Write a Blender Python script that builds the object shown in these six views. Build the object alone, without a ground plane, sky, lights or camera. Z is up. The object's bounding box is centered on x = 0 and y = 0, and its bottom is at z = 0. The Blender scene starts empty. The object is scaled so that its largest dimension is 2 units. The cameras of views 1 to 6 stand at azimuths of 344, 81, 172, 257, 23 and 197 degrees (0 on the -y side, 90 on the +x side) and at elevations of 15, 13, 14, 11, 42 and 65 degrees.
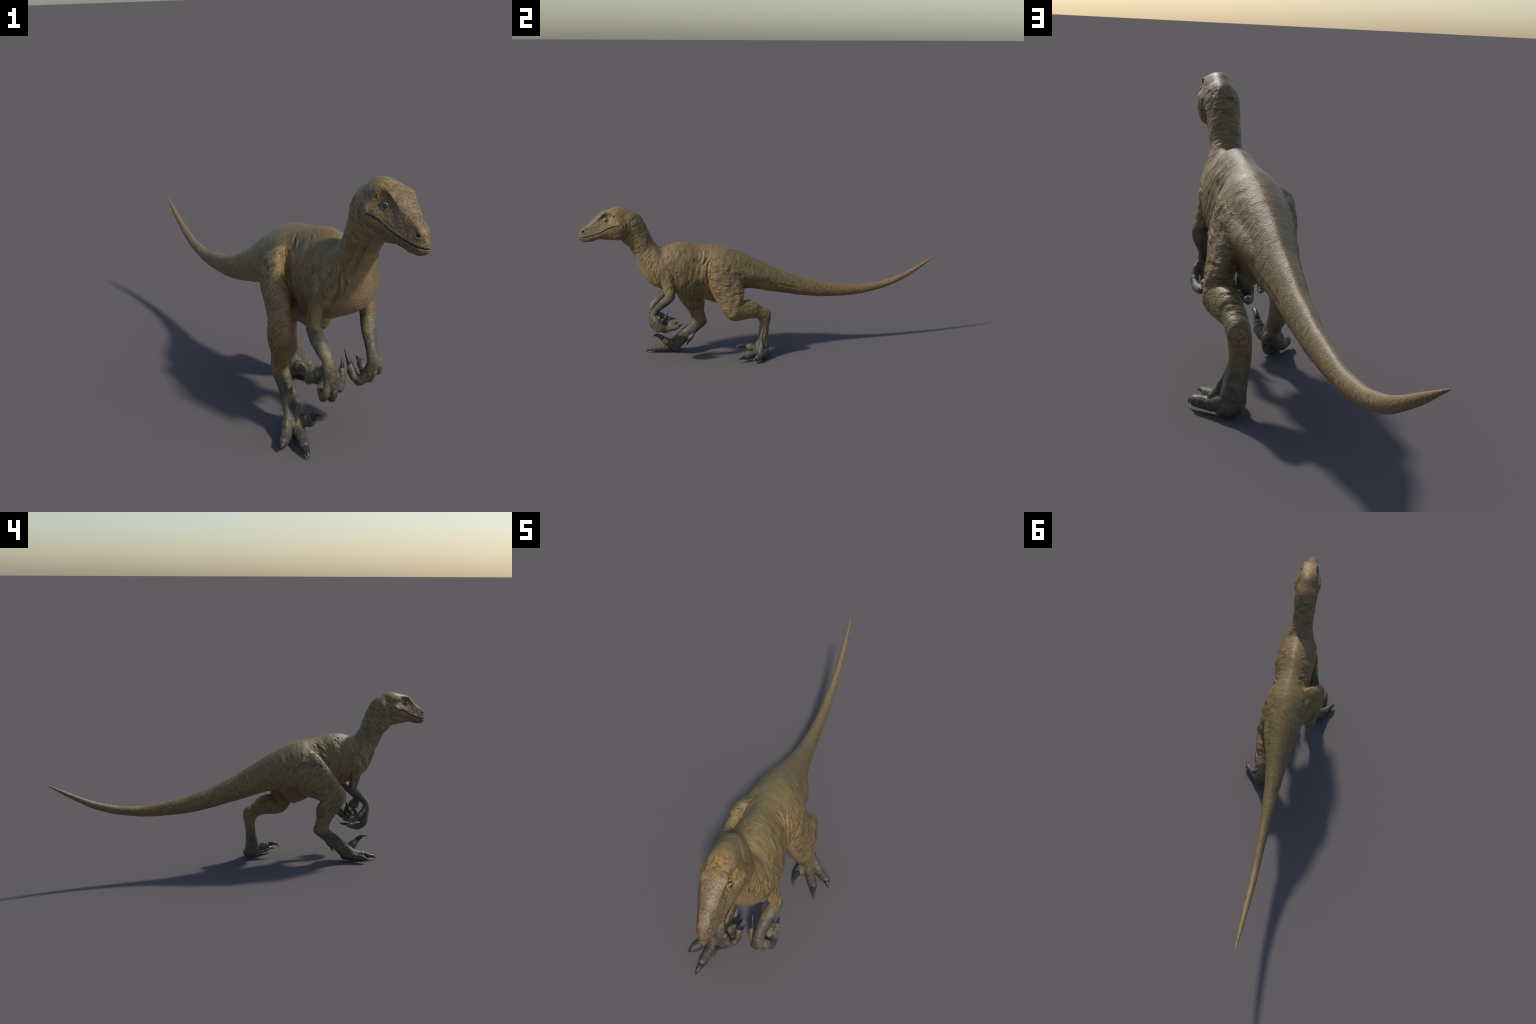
import bpy, math
import numpy as np
from mathutils import kdtree, Vector

rng = np.random.default_rng(7)
VOXEL = 0.0020

# ------------------------------------------------------------------ helpers
def A(x):
    return np.asarray(x, float)

def unit(v):
    v = A(v)
    return v / (np.linalg.norm(v, axis=-1, keepdims=True) + 1e-12)

def catmull(P, n):
    """open centripetal-ish Catmull-Rom through rows of P, n samples per span"""
    P = A(P)
    Q = np.vstack([2 * P[0] - P[1], P, 2 * P[-1] - P[-2]])
    out = []
    t = np.linspace(0, 1, n, endpoint=False)[:, None]
    for i in range(1, len(Q) - 2):
        a, b, c, d = Q[i - 1], Q[i], Q[i + 1], Q[i + 2]
        out.append(0.5 * (2 * b + (c - a) * t + (2 * a - 5 * b + 4 * c - d) * t ** 2 + (3 * b - a - 3 * c + d) * t ** 3))
    out.append(P[-1:])
    return np.vstack(out)

def catmull_closed(P, n):
    P = A(P)
    k = len(P)
    t = np.linspace(0, 1, n, endpoint=False)[:, None]
    out = []
    for i in range(k):
        a, b, c, d = P[i - 1], P[i], P[(i + 1) % k], P[(i + 2) % k]
        out.append(0.5 * (2 * b + (c - a) * t + (2 * a - 5 * b + 4 * c - d) * t ** 2 + (3 * b - a - 3 * c + d) * t ** 3))
    return np.vstack(out)

def loft_faces(m, n, off=0):
    """m rings of n points, plus two cap centres appended"""
    f = []
    for i in range(m - 1):
        for j in range(n):
            k = (j + 1) % n
            f.append((off + i * n + j, off + i * n + k, off + (i + 1) * n + k, off + (i + 1) * n + j))
    a, b = off + m * n, off + m * n + 1
    for j in range(n):
        k = (j + 1) % n
        f.append((a, off + k, off + j))
        f.append((b, off + (m - 1) * n + j, off + (m - 1) * n + k))
    return f

def loft_mesh(rings):
    m, n = len(rings), len(rings[0])
    v = np.vstack([np.vstack(rings), rings[0].mean(0)[None], rings[-1].mean(0)[None]])
    return v, loft_faces(m, n)

PRIMS = []   # (part, verts, faces, ring arc length, ring tangent)

def add_prim(part, rings):
    v, f = loft_mesh(rings)
    C = A([r.mean(0) for r in rings])
    t = unit(np.gradient(C, axis=0))
    s = np.concatenate([[0], np.cumsum(np.linalg.norm(np.diff(C, axis=0), axis=1))])
    n = len(rings[0])
    PRIMS.append((part, v, f, np.concatenate([np.repeat(s, n), [s[0], s[-1]]]), np.vstack([np.repeat(t, n, 0), t[:1], t[-1:]])))

def slab_rings(rows, n=56, per=8, side=(1, 0, 0)):
    """rows: (x_a,y_a,z_a, x_b,y_b,z_b, half width, place of the widest point from b to a, exponent a side, exponent b side)"""
    R = catmull(rows, per)
    th = np.linspace(0, 2 * np.pi, n, endpoint=False)
    ct, st = np.cos(th), np.sin(th)
    rings = []
    S = unit(side)
    for r in R:
        a, b, w, f, ea, eb = r[:3], r[3:6], max(r[6], 1e-4), r[7], r[8], r[9]
        d = a - b
        c = b + d * f
        e = np.where(ct >= 0, ea, eb)
        u = np.sign(ct) * np.abs(ct) ** (2 / e)
        q = np.sign(st) * np.abs(st) ** (2 / e)
        L = np.where(u >= 0, (1 - f), f) * u
        rings.append(c + np.outer(L, d) + np.outer(q * w, S))
    return rings

def tube_rings(P, rad, per=8, n=28, flat=1.0, up=(0, 0, 1)):
    """round tube along points with radii, rounded ends; flat scales the size across 'up'"""
    R = catmull(np.column_stack([A(P), A(rad), np.broadcast_to(A(flat), len(P))]), per)
    C, r, fl = R[:, :3], R[:, 3], R[:, 4]
    t = unit(np.gradient(C, axis=0))
    # rounded ends
    k = 5
    ph = np.linspace(0, np.pi / 2, k, endpoint=False)[::-1]
    C0 = [C[0] - t[0] * r[0] * math.sin(p) for p in ph[:-1]]
    C1 = [C[-1] + t[-1] * r[-1] * math.sin(p) for p in ph[::-1][1:]]
    r0 = [r[0] * math.cos(p) for p in ph[:-1]]
    r1 = [r[-1] * math.cos(p) for p in ph[::-1][1:]]
    C = np.vstack([C0, C, C1]); t = np.vstack([np.repeat(t[:1], len(C0), 0), t, np.repeat(t[-1:], len(C1), 0)])
    r = np.concatenate([r0, r, r1]); fl = np.concatenate([np.repeat(fl[:1], len(C0)), fl, np.repeat(fl[-1:], len(C1))])
    th = np.linspace(0, 2 * np.pi, n, endpoint=False)
    rings = []
    u = A(up)
    for c, tt, rr, flat in zip(C, t, r, fl):
        s = unit(np.cross(tt, u)); w = np.cross(s, tt)
        rings.append(c + rr * (np.outer(np.cos(th) * flat, s) + np.outer(np.sin(th), w)))
    return rings

# ---- vectorised gradient-free value noise
def _hash(i, j, k, seed):
    h = (i * 374761393 + j * 668265263 + k * 2147483647 + seed * 974711) & 0xFFFFFFFF
    h = ((h ^ (h >> 13)) * 1274126177) & 0xFFFFFFFF
    h = ((h ^ (h >> 16)) * 2246822519) & 0xFFFFFFFF
    return ((h ^ (h >> 15)) & 0xFFFF) / 32767.5 - 1.0

def noise(q, seed=0):
    q = A(q)
    f = np.floor(q).astype(np.int64)
    t = q - f
    t = t * t * t * (t * (t * 6 - 15) + 10)
    out = 0
    for a in (0, 1):
        for b in (0, 1):
            for c in (0, 1):
                w = (t[:, 0] if a else 1 - t[:, 0]) * (t[:, 1] if b else 1 - t[:, 1]) * (t[:, 2] if c else 1 - t[:, 2])
                out = out + w * _hash(f[:, 0] + a, f[:, 1] + b, f[:, 2] + c, seed)
    return out

def smooth01(x, a, b):
    t = np.clip((x - a) / (b - a), 0, 1)
    return t * t * (3 - 2 * t)

# ------------------------------------------------------------------ body plan
# tail: centre, half width, half height
TAIL = [(-.0533, .1354, .3812, .0402, .0565), (-.0610, .1991, .3619, .0349, .0507), (-.0707, .2647, .3476, .0308, .0470),
        (-.0784, .3309, .3346, .0271, .0417), (-.0879, .4057, .3274, .0236, .0367), (-.0971, .4760, .3221, .0211, .0320),
        (-.1060, .5450, .3211, .0195, .0266), (-.1141, .6116, .3283, .0183, .0237), (-.1219, .6732, .3375, .0166, .0211),
        (-.1286, .7311, .3533, .0153, .0193), (-.1357, .7907, .3739, .0131, .0169), (-.1440, .8514, .4027, .0113, .0136),
        (-.1533, .9167, .4375, .0086, .0103), (-.1611, .9707, .4682, .0050, .0050), (-.1660, .9965, .4835, .0026, .0026), (-.1667, 1.0012, .4862, .0012, .0012)]
TC = A([t[:3] for t in TAIL]); TT = unit(np.gradient(TC, axis=0))
TAIL_ROWS = []
for (x, y, z, w, h), t in zip(TAIL, TT):
    s = unit(np.cross(t, (0, 0, 1))); n = np.cross(s, t)
    c = A((x, y, z))
    TAIL_ROWS.append((*(c + n * h), *(c - n * h), w, .50, 1.85, 1.9))
# trunk and neck: (x, top y, top z, bottom y, bottom z, half width, widest place)
TRUNK = [(-.042, .060, .476, .055, .340, .050, .48), (-.033, .000, .509, .000, .352, .060, .46), (-.026, -.060, .540, -.060, .366, .070, .46),
          (-.017, -.114, .570, -.114, .374, .080, .46), (-.010, -.160, .591, -.155, .364, .090, .47), (-.003, -.200, .607, -.197, .330, .098, .52),
          (.002, -.238, .619, -.238, .297, .102, .60), (.006, -.280, .6255, -.280, .302, .100, .60), (.013, -.330, .630, -.327, .319, .092, .54),
          (.018, -.378, .635, -.375, .333, .087, .46),
(.026, -.428, .646, -.428, .345, .094, .42), (.034, -.475, .6505, -.475, .359, .097, .42),
         (.039, -.512, .647, -.520, .380, .097, .42), (.043, -.542, .638, -.560, .395, .096, .40), (.046, -.570, .629, -.601, .4135, .092, .42),
         (.049, -.592, .637, -.642, .437, .081, .44), (.051, -.605, .652, -.672, .475, .068, .46), (.053, -.613, .663, -.692, .520, .059, .48),
         (.0545, -.6205, .678, -.711, .572, .0515, .5), (.056, -.628, .695, -.738, .622, .0505, .5), (.058, -.638, .719, -.760, .649, .0515, .5),
         (.060, -.655, .760, -.780, .667, .0540, .5), (.064, -.688, .813, -.803, .702, .0550, .5), (.070, -.733, .838, -.83, .72, .0500, .5),
         (.074, -.775, .842, -.85, .75, .0400, .5)]
TRUNK_ROWS = []
for i, (x, ty, tz, by, bz, w, f) in enumerate(TRUNK):
    ea = 1.75 if i < 15 else 2.0
    eb = 1.45 if 5 <= i <= 9 else 2.05
    TRUNK_ROWS.append((x, ty, tz, x, by, bz, w, f, ea, eb))
tail_rings = slab_rings(TAIL_ROWS[::-1], n=48)
trunk_rings = slab_rings(TRUNK_ROWS, n=72)
# one continuous axial tube: tail tip -> tail -> trunk
AX = TAIL_ROWS[::-1] + TRUNK_ROWS
add_prim('axis', slab_rings(AX, n=72, per=9))

# head frame: s forward, l to the animal's left, z up
HF, HS, HM = A((.134, -.991, 0)), A((.991, .134, 0)), A((.076, -.805, 0))
def head_pt(s, l, z):
    s, l, z = np.broadcast_arrays(A(s), A(l), A(z))
    return HM + s[..., None] * HF + l[..., None] * HS + z[..., None] * A((0, 0, 1))
HSX = A([-.090, -.060, -.030, .000, .030, .050, .064, .075, .088, .102, .115, .135, .153, .168, .180, .190, .1955])
H = dict(
    zt=A([.800, .843, .8545, .8535, .8445, .840, .8375, .8330, .8255, .8135, .801, .783, .770, .7585, .7475, .733, .714]),
    cl=A([.020, .030, .036, .0390, .0380, .0370, .0385, .0378, .0345, .0312, .0280, .0225, .0180, .0172, .0130, .0075, .003]),
    cz=A([.790, .820, .828, .8335, .8335, .830, .8275, .8235, .8090, .7985, .7865, .7720, .7620, .7520, .7405, .727, .710]),
    ml=A([.036, .052, .061, .0655, .0600, .0550, .0515, .0490, .0455, .0415, .0378, .0325, .0277, .0235, .0180, .0100, .004]),
    mz=A([.765, .765, .762, .7600, .7580, .7490, .7425, .7370, .7305, .7240, .7190, .7130, .7085, .7050, .7025, .701, .700]),
    zb=A([.725, .700, .684, .6800, .6845, .6860, .6880, .6900, .6912, .6895, .6865, .6805, .6780, .6785, .6830, .689, .695]))
head_rings = []
for i in range(len(HSX)):
    zt, cl, cz, ml, mz, zb = (H[k][i] for k in ('zt', 'cl', 'cz', 'ml', 'mz', 'zb'))
    s = HSX[i]
    brow = smooth01(s, .015, .045) * (1 - smooth01(s, .075, .115))
    hgt = cz - mz
    half = [(0, zt), (cl * .5, zt - (zt - cz) * .18), (cl * .86, cz + (zt - cz) * .36), (cl, cz), (cl - (.0055 - .0030 * smooth01(s, .07, .11)) * brow + (0.3 * (ml - cl)) * (1 - brow), cz - .16 * hgt - .002 * brow),
            (cl + (ml - cl) * (.42 + .26 * smooth01(s, .07, .11)) - .0025 * brow, mz + .52 * hgt), (ml * .97, mz + .22 * hgt), (ml, mz), (ml * .955, mz - (mz - zb) * .38),
            (ml * .74, zb + (mz - zb) * .18), (ml * .36, zb + (mz - zb) * .015), (0, zb)]
    half = A(half)
    full = np.vstack([half, (half[1:-1] * A((-1, 1)))[::-1]])
    full = catmull_closed(full, 5)
    head_rings.append(np.concatenate([[s], full.ravel()]))
R = catmull(A(head_rings), 7)
rings = []
for r in R:
    q = r[1:].reshape(-1, 2)
    rings.append(head_pt(np.full(len(q), r[0]), q[:, 0], q[:, 1])[::-1])
add_prim('head', rings)

# legs: (front y, front z, back y, back z, x, half width)
def leg(part, rows, tilt=None, **k):
    add_prim(part, slab_rings([(r[4], r[0], r[1], r[6] if len(r) > 6 else r[4], r[2], r[3], r[5], .5, 2.1, 2.1) for r in rows], **k))
R_LEG = [(-.290, .550, -.120, .470, -.046, .030, -.020), (-.335, .570, -.120, .430, -.074, .040, -.043), (-.370, .537, -.195, .387, -.094, .044, -.064), (-.410, .482, -.274, .355, -.099, .0445, -.083),
         (-.461, .415, -.331, .336, -.106, .0395, -.096), (-.493, .361, -.354, .325, -.109, .0365), (-.486, .318, -.340, .298, -.108, .0375),
         (-.457, .271, -.337, .268, -.101, .0365), (-.427, .230, -.341, .236, -.098, .030), (-.412, .198, -.332, .196, -.097, .0275),
         (-.410, .176, -.326, .169, -.096, .0285), (-.427, .158, -.338, .150, -.094, .027), (-.449, .139, -.369, .125, -.092, .0255),
         (-.481, .112, -.405, .095, -.091, .0260), (-.519, .084, -.448, .053, -.093, .0300), (-.540, .062, -.482, .019, -.098, .0320), (-.545, .045, -.505, .010, -.100, .026)]
leg('hindlimb.001', R_LEG)
L_THIGH = [(-.285, .562, -.150, .520, .050, .028, .030), (-.320, .562, -.125, .500, .070, .040, .040), (-.331, .506, -.135, .450, .081, .0450, .052), (-.329, .448, -.145, .415, .088, .0445, .070), (-.320, .392, -.142, .390, .091, .043, .080),
           (-.291, .333, -.144, .345, .094, .0415), (-.265, .289, -.152, .300, .100, .040), (-.240, .249, -.163, .268, .103, .035), (-.228, .238, -.185, .255, .103, .024)]
leg('hindlimb', L_THIGH)
L_SHIN = [(-.232, .250, -.195, .285, .101, .026), (-.219, .230, -.166, .302, .100, .036), (-.188, .222, -.142, .329, .095, .039, .088), (-.146, .224, -.109, .331, .084, .040, .078),
          (-.102, .227, -.075, .313, .073, .0385), (-.067, .221, -.038, .286, .060, .033), (-.054, .204, .003, .262, .054, .0325), (-.051, .185, .011, .226, .050, .031),
          (-.053, .151, .000, .163, .047, .029), (-.062, .110, -.005, .108, .054, .0315), (-.072, .080, -.003, .062, .061, .036),
          (-.080, .050, -.001, .028, .066, .041), (-.078, .022, -.010, .004, .071, .038), (-.066, .010, -.025, .002, .073, .028)]
leg('hindlimb', L_SHIN)

# arms
def tube(part, P, rad, **k):
    add_prim(part, tube_rings(P, rad, **k))
tube('forelimb.001', [(-.008, -.545, .535), (-.025, -.572, .510), (-.036, -.575, .470), (-.044, -.563, .420), (-.0455, -.550, .372), (-.0435, -.567, .348), (-.0395, -.591, .325), (-.0345, -.615, .302), (-.029, -.631, .284)],
     [.028, .032, .0295, .025, .0235, .0225, .0215, .0185, .0170], flat=[.8, .8, .82, .9, 1.0, 1.1, 1.12, 1.1, 1.0], up=(0, 1, .001))
tube('forelimb', [(.080, -.560, .548), (.098, -.572, .525), (.109, -.567, .503), (.118, -.554, .468), (.126, -.545, .425), (.1335, -.539, .382), (.128, -.556, .358), (.121, -.580, .336), (.115, -.606, .311), (.112, -.621, .293)],
     [.030, .036, .0365, .034, .030, .0268, .0245, .0220, .0188, .0172], flat=[.75, .76, .76, .76, .80, .90, .98, 1.0, 1.0, 1.0], up=(0, 1, .001))
tube('forelimb', [(.092, -.602, .548), (.098, -.611, .505), (.106, -.597, .466)], [.028, .032, .026])
tube('forelimb.001', [(-.006, -.602, .545), (-.011, -.611, .505), (-.021, -.597, .468)], [.028, .032, .026])
# palms (flattened) and digits
tube('hand.001', [(-.029, -.632, .283), (-.027, -.634, .250), (-.022, -.630, .215), (-.020, -.620, .186)], [.0165, .0160, .0165, .0150], flat=1.25, up=(.25, 1, .2))
tube('hand', [(.112, -.622, .293), (.112, -.630, .262), (.105, -.616, .232), (.098, -.598, .206)], [.0165, .0165, .0170, .0150], flat=1.2, up=(0, 1, .3))
DIGITS = {
 'hand.001': [
   ([(-.006, -.634, .240), (.003, -.625, .197), (.018, -.603, .186), (.025, -.597, .210), (.027, -.592, .235)], [.010, .0105, .0100, .0105, .0095], ((.0275, -.590, .240), (.0305, -.596, .256), (.0295, -.583, .273)), 0.0088),
   ([(-.018, -.637, .230), (-.015, -.630, .181), (-.010, -.602, .157), (.002, -.572, .166), (.012, -.558, .186)], [.0105, .011, .0115, .0112, .0095], ((.014, -.556, .190), (.022, -.556, .208), (.030, -.546, .221)), 0.0085),
   ([(-.034, -.634, .230), (-.038, -.625, .182), (-.034, -.592, .158), (-.025, -.552, .165), (-.018, -.536, .171)], [.0105, .011, .0120, .0125, .0105], ((-.017, -.534, .172), (-.008, -.508, .168), (.000, -.494, .182)), 0.0092),
   ([(-.038, -.622, .262), (-.052, -.604, .243), (-.064, -.580, .224), (-.066, -.556, .206), (-.061, -.535, .204)], [.011, .0125, .0130, .0125, .0105], ((-.0605, -.534, .204), (-.055, -.510, .200), (-.050, -.493, .208)), 0.0085)],
 'hand': [
   ([(.096, -.615, .225), (.084, -.596, .200), (.072, -.582, .204), (.0655, -.572, .222), (.0655, -.565, .234)], [.0115, .0125, .0125, .0120, .0095], ((.0655, -.564, .236), (.058, -.560, .262), (.0540, -.5435, .284)), 0.0104),
   ([(.101, -.622, .228), (.096, -.592, .196), (.090, -.565, .180), (.087, -.538, .194), (.086, -.524, .203)], [.0105, .0115, .0115, .0115, .0095], ((.086, -.522, .203), (.0855, -.508, .204), (.085, -.496, .214)), 0.0085),
   ([(.114, -.628, .232), (.114, -.594, .199), (.115, -.560, .197), (.115, -.533, .222), (.1165, -.520, .226)], [.0105, .0115, .0120, .0130, .0105], ((.117, -.518, .226), (.115, -.506, .228), (.1115, -.498, .238)), 0.0092),
   ([(.123, -.624, .270), (.136, -.614, .250), (.143, -.592, .220), (.137, -.556, .205), (.129, -.520, .207), (.127, -.502, .211)], [.011, .0125, .0125, .0130, .0125, .0105], ((.1265, -.500, .212), (.124, -.484, .212), (.1215, -.471, .229)), 0.0098)]}
TOES = {
 'foot.001': [
   ([(-.094, -.512, .046), (-.098, -.555, .029), (-.101, -.588, .0255), (-.104, -.615, .0215)], [.024, .0225, .0195, .0182], ((-.105, -.625, .0205), (-.108, -.655, .023), (-.110, -.667, .001)), .0140),
   ([(-.118, -.498, .042), (-.136, -.538, .0265), (-.149, -.561, .024), (-.157, -.574, .0235)], [.024, .0205, .0180, .0168], ((-.158, -.577, .0245), (-.168, -.594, .029), (-.1735, -.5945, .011)), .0130),
   ([(-.082, -.490, .062), (-.072, -.525, .062), (-.064, -.552, .073), (-.061, -.563, .083)], [.018, .0205, .0220, .0180], ((-.060, -.567, .087), (-.055, -.612, .137), (-.0465, -.638, .103)), .0160)],
 'foot': [
   ([(.075, -.042, .042), (.086, -.074, .029), (.105, -.104, .0265), (.121, -.129, .0225)], [.023, .0222, .0195, .0180], ((.1225, -.133, .024), (.138, -.168, .030), (.148, -.1825, .0125)), .0140),
   ([(.088, -.028, .038), (.116, -.051, .0265), (.142, -.070, .0245), (.156, -.080, .0235)], [.023, .0205, .0180, .0168], ((.1590, -.084, .0255), (.169, -.099, .032), (.1755, -.103, .006)), .0135),
   ([(.066, -.050, .060), (.063, -.080, .056), (.061, -.104, .058), (.057, -.116, .061)], [.018, .0190, .0215, .0178], ((.0565, -.117, .0635), (.054, -.168, .087), (.065, -.1855, .047)), .0150)]}
for part, L in list(DIGITS.items()) + list(TOES.items()):
    for P, r, claw, cr in L:
        tube(part, P, np.array(r) * (1.0 if part.startswith('foot') else 1.14), n=24, flat=.86 if part.startswith('foot') else .92)
for P, r in [([(.052, -.255, .500), (.044, -.17, .480), (.020, -.07, .450), (-.014, .02, .420)], [.048, .045, .039, .028]),
             ([(-.060, -.29, .490), (-.050, -.20, .462), (-.039, -.10, .437), (-.040, .00, .415)], [.044, .042, .036, .030])]:
    tube('axis', P, r)
# small back toes
tube('foot.001', [(-.082, -.405, .108), (-.071, -.418, .090), (-.067, -.430, .072)], [.012, .0125, .0095], n=20)
tube('foot', [(.052, -.030, .112), (.040, -.034, .090), (.034, -.040, .072)], [.012, .0125, .0095], n=20)
BACK_CLAWS = {'foot.001': ((-.067, -.432, .070), (-.066, -.436, .050), (-.069, -.4465, .041), .0065), 'foot': ((.034, -.042, .070), (.032, -.048, .052), (.031, -.056, .044), .0065)}
# muscles and pads
tube('foot', [(.064, -.032, .172), (.069, -.037, .138), (.078, -.043, .106), (.094, -.049, .073), (.112, -.054, .046)], [.011, .0115, .0125, .0135, .0150], n=20)
tube('foot.001', [(-.104, -.435, .140), (-.108, -.465, .112), (-.116, -.495, .078), (-.128, -.522, .048)], [.012, .0125, .0140, .0160], n=20)
tube('foot.001', [(-.094, -.500, .028), (-.110, -.520, .022)], [.026, .020])
tube('foot', [(.072, -.020, .028), (.085, -.055, .024)], [.026, .022])

# ------------------------------------------------------------------ fuse into one skin
vs, fs, off = [], [], 0
for part, v, f, s, t in PRIMS:
    vs.append(v); fs += [tuple(i + off for i in q) for q in f]; off += len(v)
src = bpy.data.meshes.new('skin_source')
src.from_pydata(np.vstack(vs).tolist(), [], fs)
src.update()
tmp = bpy.data.objects.new('skin_source', src)
bpy.context.scene.collection.objects.link(tmp)
mod = tmp.modifiers.new('fuse', 'REMESH')
mod.mode, mod.voxel_size, mod.adaptivity = 'VOXEL', VOXEL, 0.0
dg = bpy.context.evaluated_depsgraph_get()
fused = bpy.data.meshes.new_from_object(tmp.evaluated_get(dg))
bpy.data.objects.remove(tmp)
nv = len(fused.vertices)
V = np.empty(nv * 3); fused.vertices.foreach_get('co', V); V = V.reshape(-1, 3)
nf = len(fused.polygons)
LT = np.empty(nf, np.int32); fused.polygons.foreach_get('loop_total', LT)
LV = np.empty(len(fused.loops), np.int32); fused.loops.foreach_get('vertex_index', LV)
assert (LT == 4).all()
Q = LV.reshape(-1, 4)
E = np.sort(np.vstack([Q[:, [0, 1]], Q[:, [1, 2]], Q[:, [2, 3]], Q[:, [3, 0]]]), axis=1)
E = np.unique(E[:, 0].astype(np.int64) * nv + E[:, 1]); E = np.column_stack([E // nv, E % nv])
# keep only the largest shell
DEG = np.bincount(E.ravel(), minlength=nv).astype(float)

def nbr_mean(X):
    if X.ndim == 1:
        return (np.bincount(E[:, 0], X[E[:, 1]], nv) + np.bincount(E[:, 1], X[E[:, 0]], nv)) / DEG
    return np.column_stack([nbr_mean(X[:, i]) for i in range(X.shape[1])])

def normals(V):
    n = np.cross(V[Q[:, 2]] - V[Q[:, 0]], V[Q[:, 3]] - V[Q[:, 1]])
    out = np.zeros_like(V)
    for k in range(4):
        for a in range(3):
            out[:, a] += np.bincount(Q[:, k], n[:, a], nv)
    return unit(out)

# which source surface each vertex came from
ks = kdtree.KDTree(sum(len(p[1]) for p in PRIMS)); i0 = 0
part_names = sorted({p[0] for p in PRIMS}); pid = {p: i for i, p in enumerate(part_names)}
SP, SS, ST, SV = [], [], [], []
for part, v, f, s, t in PRIMS:
    for q in v:
        ks.insert(q, i0); i0 += 1
    SP.append(np.full(len(v), pid[part])); SS.append(s + 3.1 * len(SS)); ST.append(t); SV.append(v)
ks.balance()
SP, SS, ST, SV = np.concatenate(SP), np.concatenate(SS), np.vstack(ST), np.vstack(SV)
near = np.fromiter((ks.find(p)[1] for p in V), np.int64, nv)
vpart = SP[near]
vs_arc = SS[near] + ((V - SV[near]) * ST[near]).sum(1)
vaxis = ST[near]

# blend the joints
def ball(c, r0, r1):
    d = np.linalg.norm(V - A(c), axis=1)
    return 1 - smooth01(d, r0, r1)
W = np.zeros(nv)
for c, r0, r1, a in [((-.05, -.18, .55), .07, .13, .95), ((-.055, -.285, .575), .05, .08, .8), ((.055, -.22, .56), .08, .13, .95), ((.080, -.315, .555), .05, .09, .95), ((-.075, -.335, .56), .03, .06, .45), ((-.07, -.13, .43), .05, .10, .9), ((.06, -.10, .45), .04, .08, .9),
((-.03, -.57, .535), .03, .075, .9), ((.11, -.57, .55), .03, .075, .9), ((-.02, -.60, .47), .02, .05, .7), ((.11, -.61, .48), .02, .05, .7),
                  ((.072, -.765, .835), .07, .12, .95), ((.066, -.735, .83), .04, .08, .9), ((.07, -.79, .70), .03, .06, .5), ((.095, -.20, .27), .02, .05, .6)]:
    W = np.maximum(W, a * ball(c, r0, r1))
for it in range(110):
    V = V + (W * .6)[:, None] * (nbr_mean(V) - V)
for it in range(3):
    V = V + .5 * (nbr_mean(V) - V)
    V = V - .52 * (nbr_mean(V) - V)

# ------------------------------------------------------------------ relief
N = normals(V)
axis_id = pid['axis']
s_h = (V - HM) @ HF; l_h = (V - HM) @ HS; z_h = V[:, 2]
in_head = smooth01(s_h, -.06, -.01) * (z_h > .62)
ramp = lambda x, xs, ys: np.interp(x, xs, ys)
disp = np.zeros(nv)
# wrinkles run across each limb axis: amplitude by region
is_leg = np.isin(vpart, [pid['hindlimb'], pid['hindlimb.001']])
is_arm = np.isin(vpart, [pid['forelimb'], pid['forelimb.001']])
is_foot = np.isin(vpart, [pid[k] for k in ('foot', 'foot.001', 'hand', 'hand.001')])
is_ax = vpart == axis_id
y, z, x = V[:, 1], V[:, 2], V[:, 0]
amp = np.zeros(nv)
amp[is_ax] = 1.0
amp = np.where(is_ax, ramp(y, [-.8, -.7, -.62, -.55, -.3, .0, .3, .6], [.9, 1.05, .85, .95, .95, .40, .14, .04]), amp)
amp = np.where(is_leg, ramp(z, [.02, .15, .22, .35, .5, .56], [.20, .22, .35, 1.25, 1.45, .8]), amp)
amp = np.where(is_arm, ramp(z, [.28, .36, .42, .55], [.25, .35, .7, .8]), amp)
amp = np.where(is_foot, .3, amp)
amp = np.where(vpart == pid['head'], .55, amp)
amp *= 1 - in_head * .3
amp *= 1 - .70 * smooth01(N[:, 2], .35, .80) * (~is_leg)
amp *= 1 - .85 * smooth01(N @ unit((0, -.70, -.70)), .1, .6) * (z < .60)
for _ in range(10):
    amp = .5 * amp + .5 * nbr_mean(amp)
warp = np.column_stack([noise(V * 22 + 5, 1), noise(V * 22 + 9, 2), noise(V * 22 + 13, 3)]) * .010
VW = V + warp
def streak(fl, fh, seed):
    q = VW * fl
    q = q.copy(); q[:, 2] += (vs_arc + warp[:, 0] * .8) * fh * np.where(is_leg, 1.45, 1.0)
    return noise(q, seed)
w1 = streak(26, 85, 11)
w2 = streak(40, 165, 12)
w3 = noise(VW * 55, 13)
fold = -np.maximum(0, 1 - np.abs(w1) * 3.2) ** 1.5        # narrow creases where the noise crosses zero
fold2 = -np.maximum(0, 1 - np.abs(w2) * 2.6) ** 1.5
mod_big = .55 + .45 * noise(V * 9 + 3, 21)
wr = amp * (.0013 * w1 + .0016 * fold * mod_big + .0008 * fold2 + .0007 * w3)
disp += wr
# soft muscle lumps
disp += .0024 * noise(V * 24, 31) * np.clip(amp, 0, 1) * (1 - in_head)
disp += .0016 * noise(VW * np.array((50, 62, 40)), 33) * np.clip(amp, 0, 1.2) * (1 - in_head)
for _ in range(1):
    disp = .5 * disp + .5 * nbr_mean(disp)

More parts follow.
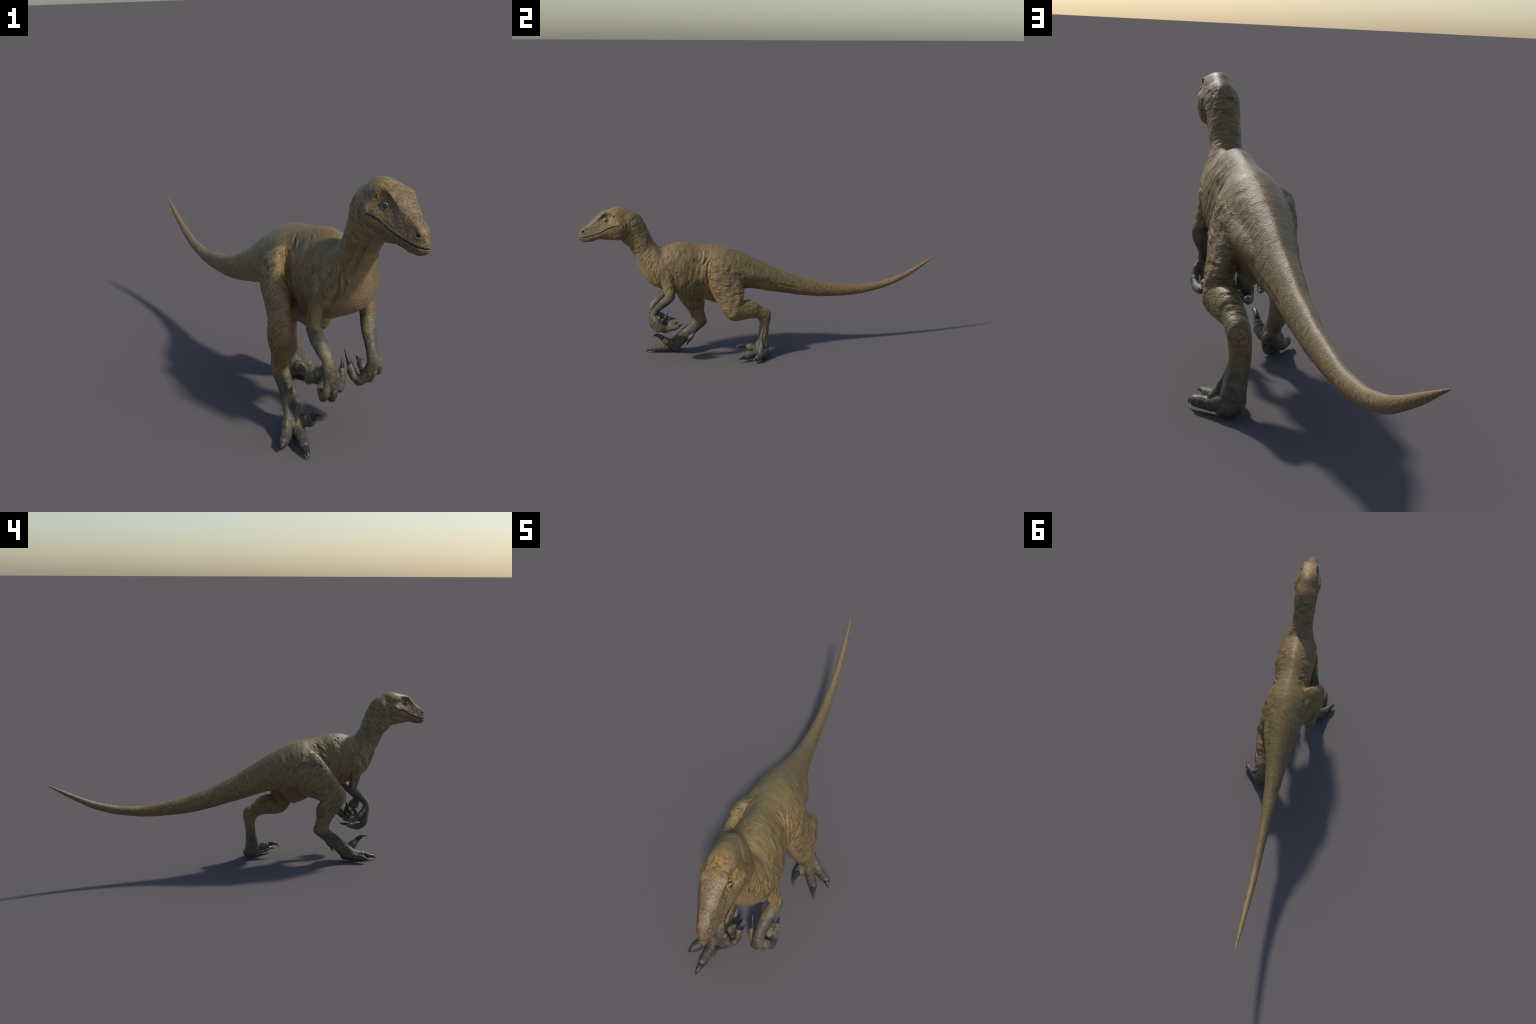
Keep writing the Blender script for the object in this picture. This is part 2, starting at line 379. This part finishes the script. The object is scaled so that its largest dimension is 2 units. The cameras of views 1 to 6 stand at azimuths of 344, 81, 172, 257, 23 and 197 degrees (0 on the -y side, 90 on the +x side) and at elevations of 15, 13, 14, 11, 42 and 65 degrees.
def near_curve(P, n=12):
    """distance to a smooth curve through points, with parameter"""
    C = catmull(P, n)
    best = np.full(nv, 1e9); par = np.zeros(nv)
    for i in range(len(C) - 1):
        a, d = C[i], C[i + 1] - C[i]
        t = np.clip(((V - a) @ d) / (d @ d), 0, 1)
        D = np.linalg.norm(V - a - t[:, None] * d, axis=1)
        k = D < best
        best[k] = D[k]; par[k] = (i + t[k]) / (len(C) - 1)
    return best, par
# mouth slit
MS = A([-.004, .008, .03, .05, .0625, .0895, .115, .140, .163, .183, .1965]); MZ = A([.7600, .7615, .7585, .751, .7440, .7300, .7205, .7125, .7065, .7025, .7005])
dm = np.abs(z_h - np.interp(s_h, MS, MZ)); on_m = (s_h > -.003) & (s_h < .206) & (z_h < .80)
ends = smooth01(s_h, -.006, .01)
disp -= np.where(on_m, .0030 * np.exp(-(dm / .0017) ** 2) * ends, 0)
lip = np.exp(-((z_h - np.interp(s_h, MS, MZ) - .006) / .0035) ** 2) - .4 * np.exp(-((z_h - np.interp(s_h, MS, MZ) + .008) / .004) ** 2)
disp += np.where(on_m, .0010 * lip * ends, 0)
def pit(c, r, depth, rim=0):
    d = np.linalg.norm(V - A(c), axis=1)
    return -depth * np.exp(-(d / r) ** 2) + rim * np.exp(-((d - 1.7 * r) / (.6 * r)) ** 2)
NOST = [head_pt(.1735, sg * .0175, .7355) for sg in (1, -1)]
EARS = [head_pt(.0165, sg * .0480, .808) for sg in (1, -1)]
EYES = [head_pt(.0592, sg * .0395, .7952) for sg in (1, -1)]
def snap(c):
    k = np.linalg.norm(V - A(c), axis=1).argmin(); return V[k].copy()
NOST = [snap(c) for c in NOST]; EARS = [snap(c) for c in EARS]
for c in NOST:
    for k in (-.004, 0, .004):
        disp += pit(c + HF * k + A((0, 0, -.5 * k)), .0042, .0042, .0012)
    disp += pit(c - HF * .006, .010, .0016)
for c in EARS:
    disp += pit(c, .0040, .0055, .0002) + pit(c + A((0, 0, .004)), .0032, .0035)
for c, sg in zip(EYES, (1, -1)):
    cc = c + HS * sg * .006
    d = np.linalg.norm(V - cc, axis=1)
    disp += -.0050 * np.exp(-(d / .0080) ** 2) + .0020 * np.exp(-((d - .0112) / .0024) ** 2) - .0013 * np.exp(-((d - .0165) / .0026) ** 2)
    # brow ledge above the eye, hollow in front
    hol = head_pt(.086, sg * .043, .796)
    disp -= .0018 * np.exp(-(np.linalg.norm((V - hol), axis=1) / .012) ** 2)
    hol = head_pt(.036, sg * .046, .815)
    disp -= .0030 * np.exp(-(np.linalg.norm((V - hol), axis=1) / .009) ** 2)
    hol = head_pt(.128, sg * .034, .745)
    disp -= .0015 * np.exp(-(np.linalg.norm((V - hol), axis=1) / .016) ** 2)
# creases: control points, depth, width
CREASES = [
 ([(.022, -.822, .708), (.032, -.768, .670), (.030, -.738, .638), (.024, -.709, .601), (.019, -.690, .570)], .0060, .0070),      # throat, right
 ([(.112, -.790, .705), (.104, -.759, .691), (.098, -.734, .660), (.095, -.715, .627), (.096, -.690, .593)], .0055, .0070),      # throat, left
 ([(.016, -.779, .780), (.011, -.770, .762), (.011, -.768, .738), (.018, -.782, .712), (.026, -.822, .704)], .0038, .0055),      # jaw edge, right
 ([(.120, -.754, .786), (.126, -.752, .755), (.124, -.760, .725), (.118, -.772, .703)], .0038, .0055),                          # jaw edge, left
 ([(-.012, -.653, .539), (-.008, -.656, .521), (-.009, -.651, .504), (-.016, -.638, .480), (-.026, -.606, .450)], .0065, .0070), # breast crease, right
 ([(-.001, -.671, .555), (.005, -.675, .537), (.002, -.664, .507), (-.007, -.643, .473)], .0030, .0050),
 ([(.121, -.629, .559), (.124, -.627, .535), (.133, -.609, .495), (.140, -.592, .463)], .0052, .0065),                          # breast crease, left
 ([(.135, -.559, .525), (.135, -.537, .517), (.136, -.521, .493), (.133, -.515, .469)], .0055, .0060),                          # armpit, left
 ([(-.050, -.509, .542), (-.052, -.531, .526), (-.053, -.541, .516)], .0040, .0050),
 ([(.080, -.331, .573), (.088, -.345, .554), (.096, -.361, .533)], .0050, .0050),                                               # flank folds, left
 ([(.061, -.362, .604), (.077, -.360, .580), (.088, -.373, .557)], .0035, .0045),
 ([(.114, -.416, .441), (.096, -.387, .425), (.082, -.351, .411), (.079, -.333, .403)], .0035, .0045),
 ([(.089, -.325, .565), (.100, -.337, .517), (.103, -.338, .471), (.095, -.332, .433)], .0045, .0055),
 ([(-.026, -.353, .608), (-.035, -.363, .593), (-.041, -.383, .579), (-.052, -.395, .555)], .0055, .0055),                      # hip hollow, right
 ([(-.066, -.350, .568), (-.080, -.378, .535), (-.086, -.405, .490)], .0022, .0055),
 ([(.048, -.059, .428), (.021, .013, .403), (-.002, .089, .385), (-.017, .145, .367), (-.030, .23, .345)], .0016, .0060),
 ([(-.106, -.470, .112), (-.104, -.498, .092), (-.106, -.526, .074), (-.110, -.542, .058)], .0050, .0055),                      # between the foot tendons
 ([(-.080, -.430, .140), (-.081, -.469, .112), (-.078, -.500, .085)], .0040, .0050),
 ([(.074, -.031, .160), (.088, -.037, .110), (.099, -.041, .062)], .0045, .0050),
 ([(.060, -.060, .140), (.068, -.068, .095), (.074, -.075, .060)], .0040, .0050)]
for P, a, w in CREASES:
    d, p = near_curve([A(q) for q in P])
    prof = np.sin(np.pi * np.clip(p, .02, .98)) ** .5
    disp += a * prof * (-np.exp(-(d / w) ** 2) + .30 * np.exp(-((d - 2.0 * w) / (.8 * w)) ** 2))
for sg in (1, -1):      # loose skin at the corners of the mouth, cheek bulge
    for sv, l, zz, r, a in [(-.006, .062, .773, .009, .0030), (-.018, .060, .752, .010, .0025), (.030, .058, .775, .011, .0018), (.020, .052, .822, .007, .0020)]:
        d = np.linalg.norm(V - head_pt(sv, sg * l, zz), axis=1)
        disp += a * np.exp(-(d / r) ** 2)
# tendons on the feet
for P, a in [([(-.088, -.46, .130), (-.092, -.52, .090), (-.098, -.57, .056)], .003), ([(-.108, -.46, .115), (-.122, -.51, .075), (-.140, -.55, .045)], .003),
             ([(.072, -.055, .15), (.078, -.072, .10), (.084, -.082, .06)], .003), ([(.066, -.03, .15), (.092, -.042, .09), (.112, -.055, .05)], .003), ([(.055, -.058, .15), (.055, -.075, .10), (.060, -.085, .07)], .0025)]:
    d, p = near_curve(P)
    disp += a * np.exp(-(d / .006) ** 2) * np.sin(np.pi * p) - .6 * a * np.exp(-((d - .012) / .006) ** 2) * np.sin(np.pi * p)
# digit rings
for part, L in list(DIGITS.items()) + list(TOES.items()):
    for P, r, claw, cr in L:
        for k in range(1, len(P) - 1):
            t = unit(A(P[k + 1]) - A(P[k - 1])); d = V - A(P[k])
            al = d @ t; dd = np.linalg.norm(d - np.outer(al, t), axis=1)
            g = (dd < r[k] * 1.5) & (np.abs(al) < .03)
            disp += np.where(g, .0010 * np.exp(-(al / .005) ** 2), 0)
# pits on the back
for c in [(-.005, -.475, .629), (-.016, -.457, .620), (-.065, -.323, .564), (-.057, -.356, .556), (.090, -.30, .56), (.133, -.497, .505)]:
    disp += pit(c, .006, .0032, .0006)
V = V + N * disp[:, None]
V[:, 2] -= 0

# flatten under the feet so that they stand on the ground
low = V[:, 2] < .0025
V[low, 2] = .0025 - .0025 * np.tanh((.0025 - V[low, 2]) / .006) 
V[:, 2] = np.maximum(V[:, 2], 0.0006)
for it in range(1):
    V = V + .25 * (nbr_mean(V) - V)
N = normals(V)

# ------------------------------------------------------------------ cut into named parts
# axis -> tail / torso / neck ; vote over neighbours so that borders are clean
names = ['torso', 'neck', 'tail', 'head', 'forelimb', 'forelimb.001', 'hand', 'hand.001', 'hindlimb', 'hindlimb.001', 'foot', 'foot.001']
nid = {n: i for i, n in enumerate(names)}
lab = np.zeros(nv, int)
for p in part_names:
    if p != 'axis':
        lab[vpart == pid[p]] = nid[p]
neckline = (V[:, 1] + .63) * .86 - (V[:, 2] - .57) * .5      # < 0 in front of the neck base plane
lab[is_ax & (neckline < 0) & (V[:, 2] > .45)] = nid['neck']
lab[is_ax & (V[:, 1] > -.02)] = nid['tail']
lab[(lab == nid['neck']) & (s_h > -.03) & (z_h > .72)] = nid['head']
lab[(lab == nid['hindlimb']) & (V[:, 2] < .075)] = nid['foot']
lab[(lab == nid['hindlimb.001']) & (V[:, 2] < .085)] = nid['foot.001']
lab[(lab == nid['foot']) & (V[:, 2] >= .075) & (np.linalg.norm(V - A((.04, -.035, .09)), axis=1) > .03)] = nid['hindlimb']
onehot = np.eye(len(names))[lab]
for _ in range(14):
    onehot = .4 * onehot + .6 * nbr_mean(onehot)
flab = onehot[Q].sum(1).argmax(1)

# ------------------------------------------------------------------ materials
def new_mat(name):
    m = bpy.data.materials.new(name); m.use_nodes = True
    nt = m.node_tree
    return m, nt, nt.nodes['Principled BSDF']

class G:
    """small helper to write node graphs"""
    def __init__(s, nt): s.nt = nt
    def n(s, t, **k):
        x = s.nt.nodes.new(t)
        for a, b in k.items(): setattr(x, a, b)
        return x
    def put(s, sock, v):
        if isinstance(v, (int, float)): sock.default_value = v
        elif isinstance(v, (tuple, list)):
            sock.default_value = (*v, 1) if len(v) == 3 and sock.type == 'RGBA' else v
        else: s.nt.links.new(v, sock)
    def math(s, op, a, b=0.0, c=None, clamp=False):
        x = s.n('ShaderNodeMath', operation=op, use_clamp=clamp)
        s.put(x.inputs[0], a); s.put(x.inputs[1], b)
        if c is not None: s.put(x.inputs[2], c)
        return x.outputs[0]
    def step(s, v, a, b):
        x = s.n('ShaderNodeMapRange', interpolation_type='SMOOTHSTEP')
        s.put(x.inputs[0], v); x.inputs[1].default_value, x.inputs[2].default_value = (a, b) if a < b else (b, a)
        x.inputs[3].default_value, x.inputs[4].default_value = (0, 1) if a < b else (1, 0)
        return x.outputs[0]
    def mix(s, f, a, b, blend='MIX'):
        x = s.n('ShaderNodeMix', data_type='RGBA', blend_type=blend)
        s.put(x.inputs[0], f); s.put(x.inputs[6], a); s.put(x.inputs[7], b)
        return x.outputs[2]
    def vmath(s, op, a, b=None, scale=None):
        x = s.n('ShaderNodeVectorMath', operation=op)
        s.put(x.inputs[0], a)
        if b is not None: s.put(x.inputs[1], b)
        if scale is not None: s.put(x.inputs['Scale'], scale)
        return x
    def noise(s, vec, scale, detail=3, rough=.55, dist=0.0):
        x = s.n('ShaderNodeTexNoise')
        s.put(x.inputs['Vector'], vec); x.inputs['Scale'].default_value = scale
        x.inputs['Detail'].default_value = detail; x.inputs['Roughness'].default_value = rough; x.inputs['Distortion'].default_value = dist
        return x.outputs['Fac']
    def dist(s, p, c):
        return s.vmath('DISTANCE', p, tuple(float(i) for i in c)).outputs['Value']
    def curve(s, v, pts, lo, hi):
        """piecewise curve of v (mapped lo..hi to 0..1)"""
        m = s.n('ShaderNodeMapRange'); s.put(m.inputs[0], v); m.inputs[1].default_value = lo; m.inputs[2].default_value = hi
        f = s.n('ShaderNodeFloatCurve'); c = f.mapping.curves[0]
        pts = [((a - lo) / (hi - lo), b) for a, b in pts]
        c.points[0].location = pts[0]; c.points[1].location = pts[-1]
        for q in pts[1:-1]: c.points.new(*q)
        f.mapping.update()
        s.nt.links.new(m.outputs[0], f.inputs['Value'])
        return f.outputs[0]

def skin_material(name, grey_rule):
    m, nt, bsdf = new_mat(name)
    g = G(nt)
    P = g.n('ShaderNodeTexCoord').outputs['Object']
    sep = g.n('ShaderNodeSeparateXYZ'); g.put(sep.inputs[0], P)
    X, Y, Z = sep.outputs
    nrm = g.n('ShaderNodeNewGeometry').outputs['Normal']
    nsep = g.n('ShaderNodeSeparateXYZ'); g.put(nsep.inputs[0], nrm)
    NX, NY, NZ = nsep.outputs
    warp = g.n('ShaderNodeTexNoise'); g.put(warp.inputs['Vector'], P); warp.inputs['Scale'].default_value = 18; warp.inputs['Detail'].default_value = 2
    wv = g.vmath('SCALE', g.vmath('SUBTRACT', warp.outputs['Color'], (.5, .5, .5)).outputs[0], scale=.030).outputs[0]
    PW = g.vmath('ADD', P, wv).outputs[0]
    def streak(ax, fl, fh, scale=1.0, detail=3):
        ax = tuple(unit(ax))
        d = g.vmath('DOT_PRODUCT', PW, ax).outputs['Value']
        v = g.vmath('ADD', g.vmath('SCALE', PW, scale=fl).outputs[0], g.vmath('SCALE', ax, scale=g.math('MULTIPLY', d, fh - fl)).outputs[0]).outputs[0]
        return g.noise(v, scale, 5, .68)
    tailm = g.step(Y, -.08, .02)
    neckm = g.math('MULTIPLY', g.step(Z, .56, .64), g.step(Y, -.58, -.64))
    s_body = streak((.1, 1, .0), 26, 200)
    s_tail = streak((-.1, .95, -.25), 62, 190)
    s_neck = streak((0, -.5, .87), 28, 170)
    s_rleg = streak((0, -.70, -.72), 24, 190)
    s_lleg = streak((0, .12, -.99), 24, 190)
    rm = g.math('MULTIPLY', g.step(g.math('SUBTRACT', g.math('MULTIPLY', Y, .25), X), -.02, .02), g.math('MULTIPLY', g.step(Y, -.56, -.50), g.step(Z, .56, .52)))
    rm = g.math('MULTIPLY', rm, g.step(Y, -.12, -.2))
    lm = g.math('MULTIPLY', g.step(X, .055, .075), g.math('MULTIPLY', g.step(Y, -.36, -.32), g.step(Z, .56, .50)))
    st = g.math('ADD', 0, s_body)
    def mixf(f, a, b):
        x = g.n('ShaderNodeMix', data_type='FLOAT'); g.put(x.inputs[0], f); g.put(x.inputs[2], a); g.put(x.inputs[3], b); return x.outputs[0]
    st = mixf(tailm, st, s_tail); st = mixf(neckm, st, s_neck); st = mixf(rm, st, s_rleg); st = mixf(lm, st, s_lleg)
    st = g.math('ADD', g.math('MULTIPLY', g.math('SUBTRACT', st, .5), 1.1), .5)
    fine = g.noise(P, 260, 3, .6)
    patch = g.noise(PW, 13, 4, .6)
    patch2 = g.noise(PW, 34, 3, .6)
    # colours
    tan, tan2, olive, dark = (.300, .192, .070), (.215, .142, .056), (.132, .103, .046), (.050, .043, .027)
    col = g.mix(g.step(st, .38, .60), olive, tan)
    col = g.mix(g.math('MULTIPLY', g.step(st, .56, .70), .75), col, (.43, .285, .112))  # ochre highlights painted on the wrinkle crests
    col = g.mix(g.math('MULTIPLY', g.step(patch, .42, .66), .55), col, tan2)
    col = g.mix(g.math('MULTIPLY', g.step(patch2, .52, .72), .35), col, olive)
    col = g.mix(g.math('MULTIPLY', g.step(st, .44, .34), .75), col, dark)  # crease shadow darkened into the base colour along wrinkle troughs
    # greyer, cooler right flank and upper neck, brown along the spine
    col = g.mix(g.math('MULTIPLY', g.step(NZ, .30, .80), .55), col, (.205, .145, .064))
    # pale smooth underside and breast
    down = g.vmath('DOT_PRODUCT', nrm, tuple(unit((0, -.62, -.78)))).outputs['Value']
    belly = g.math('MULTIPLY', g.step(down, .35, .85), g.math('MULTIPLY', g.step(Z, .28, .33), g.step(Y, .25, -.05)))
    col = g.mix(g.math('MULTIPLY', belly, .75), col, g.mix(g.step(fine, .3, .7), (.29, .195, .098), (.36, .250, .132)))
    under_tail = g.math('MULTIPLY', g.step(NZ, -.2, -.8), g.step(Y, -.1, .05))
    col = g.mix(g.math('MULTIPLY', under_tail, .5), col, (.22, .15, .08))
    # head: pinkish grey muzzle with fine dark grain
    hs = g.vmath('DOT_PRODUCT', g.vmath('SUBTRACT', P, (float(HM[0]), float(HM[1]), 0)).outputs[0], tuple(HF)).outputs['Value']
    hl = g.math('ABSOLUTE', g.vmath('DOT_PRODUCT', g.vmath('SUBTRACT', P, (float(HM[0]), float(HM[1]), 0)).outputs[0], tuple(HS)).outputs['Value'])
    headm = g.math('MULTIPLY', g.step(hs, -.01, .03), g.step(Z, .64, .67))
    muz = g.math('MULTIPLY', headm, g.step(g.math('ADD', hs, g.math('MULTIPLY', patch2, .06)), .055, .13))
    mcol = g.mix(g.step(g.noise(P, 170, 3, .65), .38, .62), (.085, .060, .034), (.235, .162, .086))
    col = g.mix(g.math('MULTIPLY', muz, .75), col, mcol)
    crown = g.math('MULTIPLY', headm, g.step(NZ, -.1, .5))
    crown = g.math('MULTIPLY', crown, g.math('SUBTRACT', 1, muz))
    ccol = g.mix(g.step(g.noise(PW, 95, 4, .7), .40, .58), (.105, .072, .032), (.40, .245, .085))
    col = g.mix(g.math('MULTIPLY', crown, .7), col, ccol)
    # grey hands and feet
    grey = grey_rule(g, X, Y, Z, patch2)
    if grey is not None:
        gcol = g.mix(g.step(patch, .35, .65), (.082, .070, .044), (.190, .150, .084))
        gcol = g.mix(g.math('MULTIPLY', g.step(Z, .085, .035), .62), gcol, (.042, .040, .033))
        gcol = g.mix(g.math('MULTIPLY', g.step(patch2, .45, .65), .75), gcol, (.050, .050, .043))
        gcol = g.mix(g.math('MULTIPLY', g.step(g.noise(P, 90, 3, .6), .5, .7), .5), gcol, (.20, .165, .105))
        col = g.mix(grey, col, gcol)
    # fine grain
    col = g.mix(g.math('MULTIPLY', g.step(fine, .52, .30), .30), col, g.mix(.6, col, (.02, .018, .012)))
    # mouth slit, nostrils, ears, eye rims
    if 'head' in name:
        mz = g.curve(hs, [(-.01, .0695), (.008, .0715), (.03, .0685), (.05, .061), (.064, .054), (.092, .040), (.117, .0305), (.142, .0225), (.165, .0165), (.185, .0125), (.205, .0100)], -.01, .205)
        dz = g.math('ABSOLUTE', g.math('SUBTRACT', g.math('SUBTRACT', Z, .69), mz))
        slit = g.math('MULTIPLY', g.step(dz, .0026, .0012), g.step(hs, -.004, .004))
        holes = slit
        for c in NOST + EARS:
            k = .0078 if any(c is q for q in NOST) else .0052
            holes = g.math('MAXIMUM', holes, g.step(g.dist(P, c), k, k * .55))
        for c, sg in zip(EYES, (1, -1)):
            d = g.dist(P, c + HS * sg * .004)
            ring = g.math('MULTIPLY', g.step(d, .0105, .0122), g.step(d, .0165, .0135))
            col = g.mix(g.math('MULTIPLY', ring, .55), col, (.36, .24, .11))
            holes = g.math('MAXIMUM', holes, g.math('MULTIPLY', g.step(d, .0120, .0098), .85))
            ring2 = g.math('MULTIPLY', g.step(d, .0165, .018), g.step(d, .023, .019))
            col = g.mix(g.math('MULTIPLY', ring2, .5), col, (.07, .058, .040))
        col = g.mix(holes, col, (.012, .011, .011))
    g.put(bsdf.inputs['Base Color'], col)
    bsdf.inputs['Roughness'].default_value = .41
    bsdf.inputs['Specular IOR Level'].default_value = .36
    # bump: wrinkles plus scales
    vor = g.n('ShaderNodeTexVoronoi', feature='DISTANCE_TO_EDGE'); g.put(vor.inputs['Vector'], PW); vor.inputs['Scale'].default_value = 210
    h = g.math('ADD', g.math('MULTIPLY', st, 1.0), g.math('ADD', g.math('MULTIPLY', fine, .35), g.math('MULTIPLY', g.step(vor.outputs['Distance'], 0, .25), .20)))
    b = g.n('ShaderNodeBump'); g.put(b.inputs['Strength'], g.math('ADD', .34, g.math('MULTIPLY', g.step(NZ, .75, .25), .34))); b.inputs['Distance'].default_value = .0040
    g.put(b.inputs['Height'], h)
    nt.links.new(b.outputs[0], bsdf.inputs['Normal'])
    return m

def grey_none(g, X, Y, Z, n): return None
def grey_leg(g, X, Y, Z, n):
    z = g.math('ADD', Z, g.math('MULTIPLY', n, .03))
    right = g.step(X, .005, -.005)
    a = g.math('MULTIPLY', right, g.step(z, .196, .178))
    b = g.math('MULTIPLY', g.math('SUBTRACT', 1, right), g.step(z, .215, .12))
    return g.math('MAXIMUM', a, b)
def grey_arm(g, X, Y, Z, n):
    z = g.math('ADD', Z, g.math('MULTIPLY', Y, -.35))
    right = g.step(X, .045, .035)
    a = g.math('MULTIPLY', right, g.step(z, .576, .566))
    b = g.math('MULTIPLY', g.math('SUBTRACT', 1, right), g.step(z, .588, .578))
    return g.math('MAXIMUM', a, b)
M_BODY = skin_material('hide', grey_none)
M_HEAD = skin_material('hide_head', grey_none)
M_LEG = skin_material('hide_hindlimb', grey_leg)
M_ARM = skin_material('hide_forelimb', grey_arm)

def claw_material():
    m, nt, bsdf = new_mat('claw_horn'); g = G(nt)
    P = g.n('ShaderNodeTexCoord').outputs['Object']
    n1 = g.noise(P, 60, 3, .6)
    col = g.mix(g.step(n1, .35, .7), (.013, .0135, .014), (.046, .045, .040))
    g.put(bsdf.inputs['Base Color'], col)
    bsdf.inputs['Roughness'].default_value = .38
    b = g.n('ShaderNodeBump'); b.inputs['Strength'].default_value = .25; b.inputs['Distance'].default_value = .002
    g.put(b.inputs['Height'], g.noise(P, 220, 3, .6)); nt.links.new(b.outputs[0], bsdf.inputs['Normal'])
    return m
M_CLAW = claw_material()

def eye_material(out, name):
    m, nt, bsdf = new_mat(name); g = G(nt)
    P = g.n('ShaderNodeTexCoord').outputs['Object']
    d = g.vmath('DOT_PRODUCT', g.vmath('NORMALIZE', P).outputs[0], tuple(unit(out))).outputs['Value']
    col = g.mix(g.step(g.noise(P, 500, 3, .6), .35, .65), (.30, .17, .045), (.46, .28, .08))
    col = g.mix(g.step(d, .885, .925), col, (.004, .004, .004))
    col = g.mix(g.step(d, .70, .60), col, (.05, .035, .02))
    g.put(bsdf.inputs['Base Color'], col)
    bsdf.inputs['Roughness'].default_value = .12
    bsdf.inputs['Coat Weight'].default_value = .6; bsdf.inputs['Coat Roughness'].default_value = .05
    return m

# ------------------------------------------------------------------ objects
col_ = bpy.context.scene.collection
root = bpy.data.objects.new('raptor_dinosaur', None)
root.empty_display_size = .2
col_.objects.link(root)
root['label'] = 'Lean feathered-free raptor dinosaur walking, tan wrinkled hide, grey clawed feet'
root['category'] = 'dinosaur'
root['label'] = 'Lean walking raptor dinosaur with wrinkled tan hide and grey claws'
OBJ = {}
def link(ob, parent):
    col_.objects.link(ob); ob.parent = parent
    return ob
mats = {'head': M_HEAD, 'torso': M_BODY, 'neck': M_BODY, 'tail': M_BODY}
for n in names:
    f = np.where(flab == nid[n])[0]
    if not len(f): continue
    q = Q[f]
    used, inv = np.unique(q, return_inverse=True)
    inv = inv.reshape(-1, 4)
    me = bpy.data.meshes.new(n.split('.')[0])
    me.vertices.add(len(used)); me.vertices.foreach_set('co', V[used].astype(np.float32).ravel())
    me.loops.add(len(inv) * 4); me.loops.foreach_set('vertex_index', inv.astype(np.int32).ravel())
    me.polygons.add(len(inv)); me.polygons.foreach_set('loop_start', np.arange(0, len(inv) * 4, 4, dtype=np.int32))
    me.update(calc_edges=True); me.validate()
    me.polygons.foreach_set('use_smooth', np.ones(len(inv), bool))
    me.normals_split_custom_set_from_vertices(N[used].astype(np.float32).tolist())
    b = n.split('.')[0]
    me.materials.append(mats.get(b, M_LEG if b in ('hindlimb', 'foot') else M_ARM))
    OBJ[n] = link(bpy.data.objects.new(b, me), root)
bpy.data.meshes.remove(fused)

def claw(base, mid, tip, r, parent, lat=.85):
    """curved horn: quadratic bezier from base to tip, laterally flattened, keeled below"""
    base, mid, tip = A(base), A(mid), A(tip)
    ctrl = mid
    t = np.linspace(0, 1, 22)[:, None]
    start = base - unit(ctrl - base) * r * .7
    C = (1 - t) ** 2 * start + 2 * t * (1 - t) * ctrl + t ** 2 * tip
    tt = unit(np.gradient(C, axis=0))
    plane = unit(np.cross(ctrl - base, tip - ctrl))
    th = np.linspace(0, 2 * np.pi, 20, endpoint=False)
    rings = []
    for i, (c, d) in enumerate(zip(C, tt)):
        up = np.cross(plane, d)
        rr = r * (1 - t[i, 0] ** (1.25 + 35 * max(0, r - .0135))) * (1 if i < 21 else 0) + .0004
        kee = np.where(np.sin(th) > 0, 1.0, .85)
        rings.append(c + rr * (np.outer(np.cos(th) * lat, plane) + np.outer(np.sin(th) * kee, up)))
    v, f = loft_mesh(rings)
    me = bpy.data.meshes.new('claw'); me.from_pydata(v.tolist(), [], f); me.update()
    me.polygons.foreach_set('use_smooth', np.ones(len(me.polygons), bool))
    me.materials.append(M_CLAW)
    return link(bpy.data.objects.new('claw', me), OBJ[parent])
for part, L in list(DIGITS.items()) + list(TOES.items()):
    for P, r, (b0, m0, t0), cr in L:
        claw(b0, m0, t0, cr, part, lat=.72 if cr > .0145 else .95)
for part, (b0, m0, t0, r) in BACK_CLAWS.items():
    claw(b0, m0, t0, r, part)

def sphere(n, r):
    v, f = [], []
    a, b = 24, 36
    for i in range(a + 1):
        for j in range(b):
            p, q = math.pi * i / a, 2 * math.pi * j / b
            v.append((r * math.sin(p) * math.cos(q), r * math.sin(p) * math.sin(q), r * math.cos(p)))
    for i in range(a):
        for j in range(b):
            k = (j + 1) % b
            f.append((i * b + j, (i + 1) * b + j, (i + 1) * b + k, i * b + k))
    me = bpy.data.meshes.new(n); me.from_pydata(v, [], f); me.validate(); me.update()
    me.polygons.foreach_set('use_smooth', np.ones(len(me.polygons), bool))
    return me
for c, sg in zip(EYES, (1, -1)):
    me = sphere('eye', .0092)
    me.materials.append(eye_material(HS * sg * 1.0 + HF * .45, 'eye_amber'))
    o = link(bpy.data.objects.new('eye', me), OBJ['head'])
    o.location = c - HS * sg * .0035
